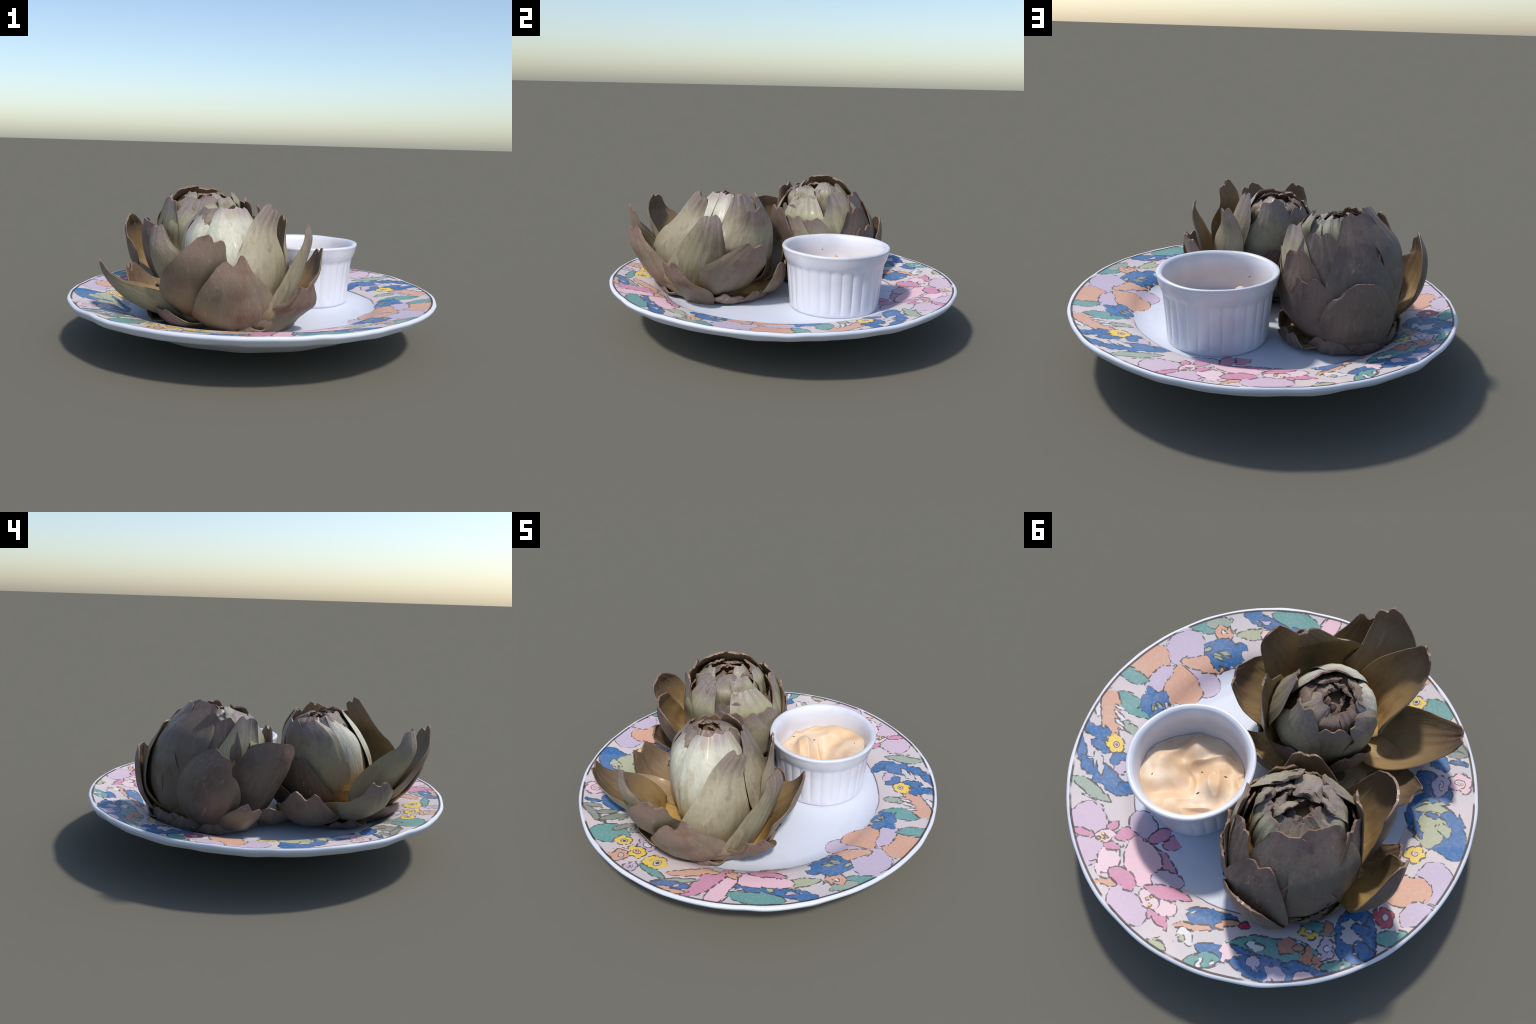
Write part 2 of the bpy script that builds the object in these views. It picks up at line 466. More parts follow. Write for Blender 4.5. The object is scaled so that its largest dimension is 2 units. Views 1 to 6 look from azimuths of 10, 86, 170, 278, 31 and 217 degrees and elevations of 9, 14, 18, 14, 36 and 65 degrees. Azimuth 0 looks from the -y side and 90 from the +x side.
    ("khaki", -0.118, 0.952, -169, 0.047, 0.019, 0.70, 0.00, 0.0),
    ("lilacpink", 0.537, 0.719, -24, 0.095, 0.076, 0.40, 0.00, 0.0),
    ("lilacpink", 0.434, 0.834, 106, 0.079, 0.065, 0.45, 0.00, 0.0),
    ("pinkpale", 0.330, 0.812, 117, 0.068, 0.055, 0.50, 0.00, 0.0),
    ("rose", 0.441, 0.677, -96, 0.042, 0.024, 0.80, 0.00, 0.0),
    ("rose", 0.510, 0.790, -162, 0.050, 0.020, 0.70, 0.00, 0.0),
    ("rose", 0.344, 0.660, -154, 0.066, 0.036, 0.70, 0.00, 0.0),
    ("rose", 0.360, 0.745, -158, 0.048, 0.022, 0.80, 0.00, 0.0),
    ("pinkpale", 0.425, 0.738, -137, 0.052, 0.030, 0.45, 0.00, 0.0),
    ("lilac", 0.339, 0.565, -29, 0.073, 0.062, 0.50, 0.00, 0.0),
    ("rose", 0.249, 0.558, -113, 0.062, 0.034, 0.70, 0.00, 0.0),
    ("rose", 0.166, 0.555, -150, 0.052, 0.033, 0.65, 0.00, 0.0),
    ("rose", 0.150, 0.643, 167, 0.110, 0.030, 0.80, 0.00, 0.0),
    ("pink", 0.202, 0.714, 143, 0.120, 0.085, 0.50, 0.00, 0.0),
    ("rose", 0.215, 0.836, 178, 0.079, 0.045, 0.60, 0.20, 0.0),
    ("lilac", 0.054, 0.703, -157, 0.080, 0.047, 0.50, 0.00, 0.0),
    ("lilacpink", 0.106, 0.907, -178, 0.111, 0.063, 0.40, 0.00, 0.0),
    ("pinkpale", -0.023, 0.809, 159, 0.052, 0.040, 0.45, 0.00, 0.0),
    ("pinkpale", 0.053, 0.817, 168, 0.058, 0.041, 0.45, 0.00, 0.0),
    ("rose", 0.010, 0.750, -162, 0.116, 0.032, 0.75, 0.00, 0.0),
    ("rose", -0.036, 0.872, 164, 0.063, 0.028, 0.80, 0.00, 0.0),
    ("peach", 0.264, 0.899, -159, 0.064, 0.020, 0.60, 0.00, 0.0),
    ("yellow", 0.445, 0.740, -160, 0.010, 0.007, 0.50, 0.00, 0.0),
    ("yellow", 0.444, 0.768, -160, 0.010, 0.007, 0.50, 0.00, 0.0),
    ("yellow", 0.421, 0.742, -160, 0.010, 0.007, 0.50, 0.00, 0.0),
    ("yellow", 0.422, 0.762, -160, 0.010, 0.007, 0.50, 0.00, 0.0),
    ("yellow", 0.057, 0.825, -160, 0.010, 0.007, 0.50, 0.00, 0.0),
    ("yellow", 0.046, 0.800, -162, 0.010, 0.007, 0.50, 0.00, 0.0),
    ("yellow", 0.026, 0.837, -159, 0.010, 0.007, 0.50, 0.00, 0.0),
    ("blue", 0.848, 0.358, -168, 0.076, 0.034, 0.50, 0.00, 0.8),
    ("blue", 0.835, 0.477, 147, 0.076, 0.031, 0.55, 0.00, 0.5),
    ("blue", 0.641, 0.514, 176, 0.153, 0.056, 0.50, 0.00, 0.8),
    ("blue", 0.531, 0.493, -168, 0.053, 0.041, 0.50, 0.00, 0.6),
    ("blue", 0.766, 0.400, -173, 0.047, 0.036, 0.50, 0.00, 0.5),
    ("blue", 0.662, 0.397, -138, 0.047, 0.036, 0.50, 0.00, 0.0),
    ("bone", 0.714, 0.479, 143, 0.072, 0.020, 0.80, 0.00, 0.0),
    ("lilac", 0.619, 0.422, -136, 0.033, 0.030, 0.40, 0.00, 0.0),
    ("sage", 0.652, 0.610, -175, 0.118, 0.035, 0.80, 0.00, 0.0),
    ("sage", 0.728, 0.237, -175, 0.049, 0.021, 0.60, 0.00, 0.0),
    ("yellow", 0.728, 0.348, "red", 0.047, 0.13),
]
PAINT = {
    "lilac": lin(190, 174, 192), "lilacpink": lin(200, 176, 192), "pink": lin(226, 186, 194), "pinkpale": lin(224, 196, 200), "rose": lin(200, 136, 160),
    "peach": lin(206, 158, 132), "brick": lin(180, 124, 100), "teal": lin(98, 150, 144), "blue": lin(56, 106, 156), "sage": lin(150, 164, 146),
    "khaki": lin(170, 174, 142), "sage_darkened": lin(128, 138, 122), "bone": lin(196, 190, 190), "white": lin(216, 210, 210), "yellow": lin(226, 194, 84),  # sage_darkened: palm leaves painted with the shadow on that stretch of rim
    "red": lin(188, 58, 80), "dark": lin(48, 44, 48),
}
SECTORS = 16


def motif_group(kind):
    """A reusable brush: takes the colour so far and the place on the plate, gives the colour with one motif painted over it."""
    g = bpy.data.node_groups.new("brush_" + kind, "ShaderNodeTree")
    io = g.interface
    for name, typ in (("Under", "NodeSocketColor"), ("Place", "NodeSocketVector"), ("Jag", "NodeSocketVector"), ("Line", "NodeSocketFloat"), ("Centre", "NodeSocketVector"),
                      ("Along", "NodeSocketVector"), ("Across", "NodeSocketVector"), ("Length", "NodeSocketFloat"), ("Width", "NodeSocketFloat"), ("Blunt", "NodeSocketFloat"),
                      ("Taper", "NodeSocketFloat"), ("Ragged", "NodeSocketFloat"), ("Paint", "NodeSocketColor"), ("Ink", "NodeSocketColor"), ("Eye", "NodeSocketColor"), ("Ring", "NodeSocketColor")):
        io.new_socket(name, in_out="INPUT", socket_type=typ)
    io.new_socket("Over", in_out="OUTPUT", socket_type="NodeSocketColor")
    gi, go = g.nodes.new("NodeGroupInput"), g.nodes.new("NodeGroupOutput")
    I = gi.outputs

    def put(sock, v):
        if isinstance(v, bpy.types.NodeSocket):
            g.links.new(v, sock)
        else:
            sock.default_value = v

    def m(op, a, b=0.0, c=0.0, clamp=False):
        n = g.nodes.new("ShaderNodeMath")
        n.operation, n.use_clamp = op, clamp
        for k, v in enumerate((a, b, c)):
            put(n.inputs[k], v)
        return n.outputs[0]

    def vm(op, a, b=(0, 0, 0), scale=None):
        n = g.nodes.new("ShaderNodeVectorMath")
        n.operation = op
        put(n.inputs[0], a)
        if scale is None:
            put(n.inputs[1], b)
        else:
            put(n.inputs["Scale"], scale)
        return n.outputs["Value"] if op in ("DOT_PRODUCT", "LENGTH") else n.outputs[0]

    def mix(f, a, b):
        n = g.nodes.new("ShaderNodeMix")
        n.data_type = "RGBA"
        put(n.inputs[0], f)
        put(n.inputs[6], a)
        put(n.inputs[7], b)
        return n.outputs[2]

    p = vm("SUBTRACT", vm("ADD", I["Place"], vm("SCALE", I["Jag"], scale=I["Ragged"])), I["Centre"])
    if kind == "leaf":
        u = m("DIVIDE", vm("DOT_PRODUCT", p, I["Along"]), I["Length"])
        v = m("ABSOLUTE", vm("DOT_PRODUCT", p, I["Across"]))
        w = m("POWER", m("MAXIMUM", m("SUBTRACT", 1.0, m("MULTIPLY", u, u)), 0.0001), I["Blunt"])
        w = m("MULTIPLY", m("MULTIPLY", w, I["Width"]), m("MULTIPLY_ADD", u, I["Taper"], 1.0))
        d = m("MINIMUM", m("SUBTRACT", w, v), m("MULTIPLY", m("SUBTRACT", 1.0, m("ABSOLUTE", u)), I["Length"]))
    else:
        r = vm("LENGTH", p)
        sep = g.nodes.new("ShaderNodeSeparateXYZ")
        put(sep.inputs[0], p)
        a = m("ARCTAN2", sep.outputs[1], sep.outputs[0])
        lobe = m("POWER", m("ABSOLUTE", m("SINE", m("MULTIPLY_ADD", a, 2.5, I["Taper"]))), 0.6)
        lobe = m("MULTIPLY_ADD", m("SUBTRACT", lobe, 0.62), m("MULTIPLY", I["Blunt"], 2.0), 1.0)
        d = m("SUBTRACT", m("MULTIPLY", I["Width"], lobe), r)
    soft = 0.0012
    inside = m("MULTIPLY_ADD", d, 1 / (2 * soft), 0.5, clamp=True)
    line = m("MULTIPLY_ADD", m("SUBTRACT", I["Line"], m("ABSOLUTE", d)), 1 / (2 * soft), 0.5, clamp=True)
    c = mix(inside, I["Under"], I["Paint"])
    if kind == "flower":
        e = m("SUBTRACT", m("MULTIPLY", I["Width"], 0.36), r)
        c = mix(m("MULTIPLY_ADD", e, 1 / (2 * soft), 0.5, clamp=True), c, I["Ring"])
        e2 = m("SUBTRACT", m("MULTIPLY", I["Width"], 0.2), r)
        c = mix(m("MULTIPLY_ADD", e2, 1 / (2 * soft), 0.5, clamp=True), c, I["Eye"])
        ring = m("MULTIPLY_ADD", m("SUBTRACT", 0.0028, m("ABSOLUTE", e)), 1 / (2 * soft), 0.5, clamp=True)
        c = mix(m("MULTIPLY", ring, 0.85), c, I["Ink"])
    c = mix(m("MULTIPLY", line, 0.88), c, I["Ink"])
    g.links.new(c, go.inputs[0])
    return g


def china(name, motifs, groups):
    """Glazed white china with the part of the border that falls in one sector."""
    n = Nodes(name)
    co = n.coord()
    flat = n.vmath("MULTIPLY", co, (1, 1, 0))
    wob = n.vmath("MULTIPLY", n.vmath("SUBTRACT", n.noise(flat, 13.0, 2.0, colour=True), (0.5, 0.5, 0.5)), (0.030, 0.030, 0.0))
    vor = n.new("ShaderNodeTexVoronoi")
    n.put(vor.inputs["Vector"], flat)
    vor.inputs["Scale"].default_value = 11.0
    cell = n.vmath("MULTIPLY", n.vmath("SUBTRACT", vor.outputs["Color"], (0.5, 0.5, 0.5)), (0.022, 0.022, 0.0))
    place = n.vmath("ADD", n.vmath("ADD", flat, wob), cell)
    jag = n.vmath("MULTIPLY", n.vmath("SUBTRACT", n.noise(flat, 20.0, 1.0, colour=True), (0.5, 0.5, 0.5)), (0.075, 0.075, 0.0))
    dash = n.noise(flat, 42.0, 1.0)
    line = n.math("MULTIPLY_ADD", n.smooth(dash, 0.36, 0.52), 0.0046, 0.0002)
    r = n.vmath("LENGTH", flat)
    rw = n.math("ADD", r, n.math("MULTIPLY", n.math("SUBTRACT", n.noise(flat, 6.0, 2.0), 0.5), 0.022))
    ink = lin(58, 50, 48)
    white = n.mix(n.noise(co, 3.0, 3.0), lin(208, 212, 222), lin(198, 204, 216))
    if motifs is None:
        return n.finish(white, rough=0.45, coat=0.0, spec=0.3)
    tone = n.noise(flat, 3.2, 2.0)
    ground = n.mix(n.smooth(tone, 0.4, 0.6), lin(206, 192, 190), lin(196, 189, 190))
    c = n.mix(n.smooth(rw, 0.682, 0.686), white, ground)
    well = n.math("SUBTRACT", 1.0, n.smooth(n.math("ABSOLUTE", n.math("SUBTRACT", rw, 0.684)), 0.0018, 0.0045))
    well = n.math("MULTIPLY", well, n.smooth(n.noise(flat, 4.0, 1.0), 0.44, 0.54))
    c = n.mix(n.math("MULTIPLY", well, 0.85), c, ink)
    for mo in motifs:
        gn = n.new("ShaderNodeGroup")
        leaf = not isinstance(mo[3], str)
        gn.node_tree = groups["leaf" if leaf else "flower"]
        S = gn.inputs
        n.put(S["Under"], c)
        n.put(S["Place"], place)
        n.put(S["Jag"], jag)
        n.put(S["Line"], line)
        S["Centre"].default_value = (mo[1], mo[2], 0)
        S["Paint"].default_value = PAINT[mo[0]]
        S["Ink"].default_value = ink
        if leaf:
            a = math.radians(mo[3])
            S["Along"].default_value = (math.cos(a), math.sin(a), 0)
            S["Across"].default_value = (-math.sin(a), math.cos(a), 0)
            S["Length"].default_value, S["Width"].default_value = mo[4], mo[5]
            S["Blunt"].default_value, S["Taper"].default_value, S["Ragged"].default_value = mo[6], mo[7], mo[8]
        else:
            S["Width"].default_value, S["Blunt"].default_value, S["Taper"].default_value = mo[4], mo[5], 3.0 * mo[1] + 40 * mo[2]
            S["Ragged"].default_value = 0.15
            S["Eye"].default_value = PAINT[mo[3]]
            S["Ring"].default_value = PAINT["white"]
        c = gn.outputs[0]
    sepc = n.new("ShaderNodeSeparateColor")
    n.put(sepc.inputs[0], vor.outputs["Color"])
    c = n.mix(n.math("MULTIPLY", sepc.outputs[2], 0.14), c, lin(190, 178, 180))
    # brush grain, veins of hatching on some leaves, inked rings at the rim and the well
    grain = n.noise(flat, 60.0, 3.0)
    c = n.mix(n.math("MULTIPLY", n.smooth(grain, 0.45, 0.75), 0.10), c, lin(236, 226, 226))
    rim = n.math("ADD", r, n.math("MULTIPLY", n.math("SUBTRACT", n.noise(flat, 3.0, 2.0), 0.5), 0.010))
    band = n.math("MULTIPLY", n.smooth(rim, 0.970, 0.973), n.math("SUBTRACT", 1.0, n.smooth(rim, 0.980, 0.983)))
    band = n.math("MULTIPLY", band, n.smooth(n.noise(flat, 7.0, 2.0), 0.34, 0.46))
    c = n.mix(n.smooth(rim, 0.980, 0.984), c, lin(216, 214, 218))
    c = n.mix(n.math("MULTIPLY", band, 0.9), c, ink)
    return n.finish(c, rough=0.5, coat=0.0, spec=0.25)


def plate_materials():
    groups = {k: motif_group(k) for k in ("leaf", "flower")}
    mats = [china("glazed_china", None, groups)]
    half = math.pi / SECTORS
    for k in range(SECTORS):
        mid = (k + 0.5) * 2 * half
        mine = []
        for mo in MOTIFS:
            a, r = math.atan2(mo[2], mo[1]), math.hypot(mo[1], mo[2])
            reach = (max(mo[4], mo[5]) if not isinstance(mo[3], str) else mo[4] * 1.3) + 0.07
            off = abs((a - mid + math.pi) % (2 * math.pi) - math.pi)
            if (off - half) * min(r, 0.8) < reach:
                mine.append(mo)
        mats.append(china("painted_china", mine, groups))
    return mats


def build_plate():
    top = [(0.02, 0.180)] + [(r, plate_z(r)) for r in np.linspace(0.06, 0.97, 60)]
    lip = [(0.982, 0.270), (0.990, 0.2705), (0.9965, 0.267), (0.999, 0.260), (0.997, 0.252), (0.988, 0.244)]
    under = [(0.981, 0.231), (0.957, 0.217), (0.92, 0.207), (0.87, 0.192), (0.80, 0.169), (0.72, 0.140), (0.66, 0.115), (0.63, 0.099), (0.60, 0.090), (0.55, 0.079), (0.45, 0.055),
             (0.36, 0.034), (0.29, 0.014), (0.25, 0.003), (0.23, 0.0), (0.2, 0.0), (0.02, 0.0)]
    n_top = len(top)

    def warp(r, z, a, i):
        x, y = r * math.cos(a), r * math.sin(a)
        if i < n_top:
            z = plate_z(well_shift(r, a))
        z = z + tilt(x, y) * (1 if z > 0.03 else 0)
        if r > 0.9:
            k = min(1, (r - 0.9) / 0.08)
            c = math.cos(a), math.sin(a)
            r = r + k * (0.005 * noise.noise((c[0] * 6, c[1] * 6, 1)) - 0.001)
            z = z + k * (0.005 * noise.noise((c[0] * 4, c[1] * 4, 7)) + 0.0025 * noise.noise((c[0] * 11, c[1] * 11, 3)))
        if i > n_top + 5 and z > 0.03:
            z = z + 0.006 * noise.noise((x * 6, y * 6, 3))
            z = max(z, 0.004)
        return r, z

    V, F = lathe(top + lip + under, 288, warp)
    slots = []
    for f in F:
        x = sum(V[k][0] for k in f) / len(f)
        y = sum(V[k][1] for k in f) / len(f)
        painted = len(f) == 4 and f[0] // 288 < n_top + 1 and math.hypot(x, y) > 0.55
        slots.append(1 + int((math.atan2(y, x) % (2 * math.pi)) / (2 * math.pi) * SECTORS) % SECTORS if painted else 0)
    o = mesh_object("dinner_plate", V, F, plate_materials(), slots)
    o["label"] = "round white china plate with a painted floral border"
    o["category"] = "plate"
    return o


# ------------------------------------------------------------------ the ramekin and its dip
CUP = (0.264, 0.267)


def build_ramekin():
    root = empty("ramekin", (CUP[0], CUP[1], 0.183), "white fluted porcelain ramekin with pale dip inside", "ramekin")
    n = Nodes("ramekin_porcelain")
    tint = n.noise(n.coord(), 6.0, 2.0)
    c = n.mix(n.smooth(tint, 0.4, 0.7), lin(212, 213, 220), lin(202, 203, 212))
    porcelain = n.finish(c, rough=0.28, coat=0.4)
    outer = [(0.02, 0.176), (0.20, 0.176), (0.238, 0.178), (0.2445, 0.186), (0.247, 0.20), (0.25, 0.235), (0.2535, 0.28), (0.258, 0.33),
             (0.2625, 0.38), (0.266, 0.415), (0.2685, 0.432), (0.2725, 0.442), (0.277, 0.452), (0.2835, 0.470), (0.2885, 0.490), (0.292, 0.506), (0.294, 0.512)]
    rim = [(0.2945, 0.517), (0.2925, 0.5225), (0.286, 0.5255), (0.277, 0.524), (0.268, 0.519)]
    inner = [(0.2615, 0.509), (0.256, 0.495), (0.251, 0.475), (0.247, 0.44), (0.246, 0.40), (0.238, 0.35), (0.23, 0.30), (0.222, 0.25), (0.21, 0.222), (0.1, 0.216), (0.02, 0.216)]
    flutes = 28

    def warp(r, z, a, i):
        if 2 < i < 17 and 0.195 < z < 0.45:
            k = min(1, (z - 0.19) / 0.03) * min(1, max(0, (0.447 - z) / 0.022))
            s = abs(math.sin(a * flutes / 2 + 0.25 * noise.noise((math.cos(a) * 2, math.sin(a) * 2, 5))))
            r = r + k * (0.0080 * s ** 0.45 - 0.0082) * (0.65 + 0.7 * abs(noise.noise((math.cos(a) * 3, math.sin(a) * 3, z * 5 + 4))))
        r = r + 0.0022 * noise.noise((math.cos(a) * 2.2, math.sin(a) * 2.2, z * 4))
        z = z + (0.0035 * noise.noise((math.cos(a) * 1.6, math.sin(a) * 1.6, 2)) if z > 0.45 else 0)
        return r, z

    prof = outer + rim + inner
    fine = []
    for a, b in zip(prof[:-1], prof[1:]):
        fine += [a, ((a[0] + b[0]) / 2, (a[1] + b[1]) / 2)]
    fine.append(prof[-1])

    def warp2(r, z, a, i):
        return warp(r, z, a, i // 2)

    V, F = lathe(fine, 336, warp2)
    V = [(x + CUP[0] - 0.008 * (z - 0.18), y + CUP[1] - 0.004 * (z - 0.18), z) for x, y, z in V]
    mesh_object("bowl", V, F, [porcelain], parent=root)

    # the dip: a spooned heap with folds, a hollow near the far wall and peaks
    n = Nodes("creamy_dip")
    co = n.coord()
    blot = n.noise(co, 7.0, 3.0, 0.55)
    c = n.mix(n.smooth(blot, 0.38, 0.62), lin(216, 182, 144), lin(222, 198, 170))
    fold = n.noise(co, 24.0, 3.0)
    n.bump(fold, 0.25, 0.01)
    dip_mat = n.finish(c, rough=0.5, coat=0.0, sss=0.1)

    def height(x, y):
        r = math.hypot(x, y)
        z = 0.328 + 0.034 * (math.hypot(x, y) / 0.22) ** 2 + 0.10 * (0.35 * x + 0.94 * y) - 0.12 * (0.45 * x - 0.89 * y) * (0.45 * x - 0.89 * y > 0)
        heaps = [(-0.11, 0.0, 0.095, 0.050), (-0.14, 0.10, 0.040, 0.055), (-0.03, 0.18, 0.040, 0.055), (0.12, 0.14, 0.045, 0.06), (0.17, 0.03, 0.045, 0.05),
                 (0.09, -0.12, 0.055, 0.045), (-0.05, -0.13, 0.03, 0.05), (0.01, 0.02, -0.030, 0.06), (0.07, 0.06, 0.025, 0.03)]
        for bx, by, h, s in heaps:
            z += h * math.exp(-((x - bx) ** 2 + (y - by) ** 2) / (2 * s * s))
        # folds left by the spoon
        q = noise.noise((x * 5 + 2, y * 5, 2.0))
        z += 0.020 * (1 - abs(noise.noise((x * 7 + q, y * 5 - q, 1.0)) * 2)) ** 2 - 0.012
        z += 0.008 * noise.noise((x * 15, y * 15, 4.2))
        return z

    V, F = [], []
    rings, seg, R = 60, 160, 0.262
    for i in range(1, rings + 1):
        for k in range(seg):
            a = 2 * math.pi * k / seg
            r = R * i / rings
            x, y = r * math.cos(a), r * math.sin(a)
            z = height(x, y)
            k_in = min(1.0, (0.186 + 0.145 * z) / R)
            V.append((CUP[0] - 0.0015 + x * k_in, CUP[1] - 0.001 + y * k_in, z))
    V.append((CUP[0], CUP[1], height(0, 0)))
    for i in range(rings - 1):
        for k in range(seg):
            k2 = (k + 1) % seg
            F.append((i * seg + k, (i + 1) * seg + k, (i + 1) * seg + k2, i * seg + k2))
    F += [(len(V) - 1, k, (k + 1) % seg) for k in range(seg)]
    # closed below, inside the bowl
    b0 = len(V)
    for k in range(seg):
        a = 2 * math.pi * k / seg
        V.append((CUP[0] + 0.21 * math.cos(a), CUP[1] + 0.21 * math.sin(a), 0.235))
    for k in range(seg):
        k2 = (k + 1) % seg
        F.append(((rings - 1) * seg + k, b0 + k, b0 + k2, (rings - 1) * seg + k2))
    F.append(tuple(b0 + k for k in reversed(range(seg))))
    mesh_object("dip", V, F, [dip_mat], parent=root)

    # flecks of herb
    n = Nodes("herb_fleck")
    herb = n.finish(lin(74, 56, 40), rough=0.7)
    for x, y, z, a, s in ((0.105, 0.215, 0.462, 0.5, 0.011), (0.175, 0.335, height(-0.089, 0.068) + 0.003, 1.1, 0.012), (0.26, 0.22, height(-0.004, -0.047) + 0.002, 0.2, 0.008),
                          (0.40, 0.40, height(0.136, 0.133) + 0.003, 2.0, 0.007)):
        vs = [(math.cos(a) * u * s + -math.sin(a) * v * s * 0.35 + x, math.sin(a) * u * s + math.cos(a) * v * s * 0.35 + y, z + h * 0.003)
              for u, v, h in ((-1, 0, 0), (0, -1, 0), (1, 0, 0), (0, 1, 0), (0, 0, 1), (0, 0, -1))]
        fs = [(0, 1, 4), (1, 2, 4), (2, 3, 4), (3, 0, 4), (1, 0, 5), (2, 1, 5), (3, 2, 5), (0, 3, 5)]
        mesh_object("herb_fleck", vs, fs, [herb], parent=root, smooth=False)


# ------------------------------------------------------------------ artichokes
def ray_dir(az):
    a = math.radians(az)
    return np.array([math.cos(a), math.sin(a), 0.0])


def heart_mesh(parent, centre, rz, name="heart", squash=1.0):
    """The closed body under the bracts: radius over height, about a leaning line."""
    V, F = [], []
    seg = 48
    Z = np.linspace(rz[0][1], rz[-1][1], 24)
    R = np.interp(Z, [z for _, z in rz], [r for r, _ in rz])
    for r, z in zip(R, Z):
        c = centre(z)
        for k in range(seg):
            a = 2 * math.pi * k / seg
            rr = r * (1 + 0.06 * noise.noise((math.cos(a) * 3, math.sin(a) * 3, z * 7)))
            V.append((c[0] + rr * math.cos(a), c[1] + rr * math.sin(a), z))
    for i in range(len(Z) - 1):
        for k in range(seg):
            k2 = (k + 1) % seg
            F.append((i * seg + k, i * seg + k2, (i + 1) * seg + k2, (i + 1) * seg + k))
    F.append(tuple(reversed(range(seg))))
    F.append(tuple((len(Z) - 1) * seg + k for k in range(seg)))
    return mesh_object(name, V, F, [M["heart"]], parent=parent)


def centre_a(z):
    t = (z - 0.2)
    return np.array([0.0 - 0.21 * t, -0.37 + 0.15 * t, z])


def centre_b(z):
    return np.array([-0.352, 0.292, z]) + np.array([0.11, -0.29, 0]) * max(0, z - 0.5)


def on(centre, az, r, z):
    return centre(z) + ray_dir(az) * r


def build_artichoke_front():
    root = empty("artichoke", (0.0, -0.37, 0.183), "cooked artichoke with spread olive brown bracts and pale heart", "artichoke")
    A = lambda az, r, z: on(centre_a, az, r, z)
    heart_mesh(root, centre_a, [(0.13, 0.184), (0.20, 0.205), (0.215, 0.30), (0.195, 0.40), (0.20, 0.52), (0.13, 0.62), (0.05, 0.68)])
    B = lambda *a, **k: bract(root, *a, **k)
    # --- spread outer bracts: spine, facing, half widths
    B([A(-82, 0.12, 0.190), A(-80, 0.29, 0.205), (0.075, -0.760, 0.285), (0.082, -0.822, 0.385), (0.085, -0.858, 0.48), (0.078, -0.856, 0.592)], -78, [0.13, 0.19, 0.215, 0.20, 0.14, 0.058],
      cup=[0.24, 0.26, 0.22, 0.13], look="brown", seed=1, twist=[0, -6, -14, -18], body=0.05, notch=0.06, skew=0.03)
    B([A(-105, 0.12, 0.195), A(-104, 0.25, 0.215), (-0.105, -0.725, 0.31), (-0.095, -0.815, 0.43), (-0.045, -0.878, 0.56), (0.0, -0.885, 0.686)], -98, [0.11, 0.165, 0.21, 0.19, 0.13, 0.058],
      cup=[0.24, 0.26, 0.19, 0.11], look="brown", seed=2, twist=[0, -8, -22, -34], body=0.06, notch=0.04)
    B([A(-128, 0.11, 0.200), A(-127, 0.31, 0.225), (-0.225, -0.675, 0.34), (-0.282, -0.750, 0.48), (-0.308, -0.790, 0.60), (-0.302, -0.772, 0.714)], -126, [0.12, 0.19, 0.22, 0.21, 0.145, 0.05],
      cup=[0.22, 0.18, 0.145, 0.09], look="olive", seed=3, body=0.07, notch=0.02)
    B([A(-150, 0.11, 0.200), A(-152, 0.28, 0.205), (-0.40, -0.535, 0.245), (-0.53, -0.595, 0.325), (-0.61, -0.618, 0.42), (-0.648, -0.614, 0.508)], -160, [0.12, 0.20, 0.225, 0.20, 0.125, 0.05],
      cup=[0.26, 0.21, 0.17, 0.13], look="olive", seed=4, body=0.03, twist=[0, -8, -10, -6], notch=0.03)
    B([A(172, 0.11, 0.197), A(172, 0.32, 0.200), (-0.47, -0.27, 0.215), (-0.575, -0.265, 0.29), (-0.63, -0.262, 0.432)], 172, [0.12, 0.19, 0.20, 0.16, 0.065], cup=[0.26, 0.22, 0.17],
      look="dark", seed=5, body=0.05, notch=0.08)
    B([A(-60, 0.12, 0.21), A(-60, 0.30, 0.27), A(-56, 0.385, 0.41), A(-49, 0.390, 0.55), A(-42, 0.345, 0.67), (0.186, -0.458, 0.788)], -38, [0.13, 0.20, 0.205, 0.155, 0.09, 0.05], cup=[0.25, 0.26, 0.25, 0.2],
      look="olive", seed=6, body=0.06, notch=0.03, thick=0.02)
    B([A(-34, 0.13, 0.195), A(-30, 0.29, 0.25), (0.305, -0.485, 0.38), (0.345, -0.450, 0.53), (0.362, -0.428, 0.63), (0.345, -0.418, 0.706)], -6, [0.13, 0.19, 0.19, 0.15, 0.095, 0.052], cup=[0.25, 0.27, 0.26, 0.18],
      look="olive", seed=7, body=0.03, notch=0.02)
    B([A(0, 0.13, 0.195), A(4, 0.265, 0.24), (0.318, -0.275, 0.335), (0.375, -0.22, 0.43), (0.392, -0.172, 0.556)], 24, [0.11, 0.165, 0.21, 0.155, 0.055], cup=[0.26, 0.3, 0.26, 0.15],
      look="brown", seed=8, body=0.05, notch=0.06)
    B([A(-52, 0.15, 0.190), A(-50, 0.27, 0.198), (0.275, -0.560, 0.255), (0.352, -0.605, 0.34), (0.372, -0.645, 0.455)], -48, [0.11, 0.16, 0.17, 0.10, 0.048], cup=[0.26, 0.26, 0.24, 0.15],
      look="brown", seed=9, body=0.05, notch=0.07, lump=0.012)
    B([A(30, 0.12, 0.22), A(29, 0.24, 0.31), A(28, 0.300, 0.44), A(30, 0.312, 0.58), (0.205, -0.176, 0.714)], 26, [0.10, 0.155, 0.18, 0.125, 0.05], cup=[0.22, 0.24, 0.24, 0.15],
      look="olive", seed=10, body=0.08, notch=0.05)
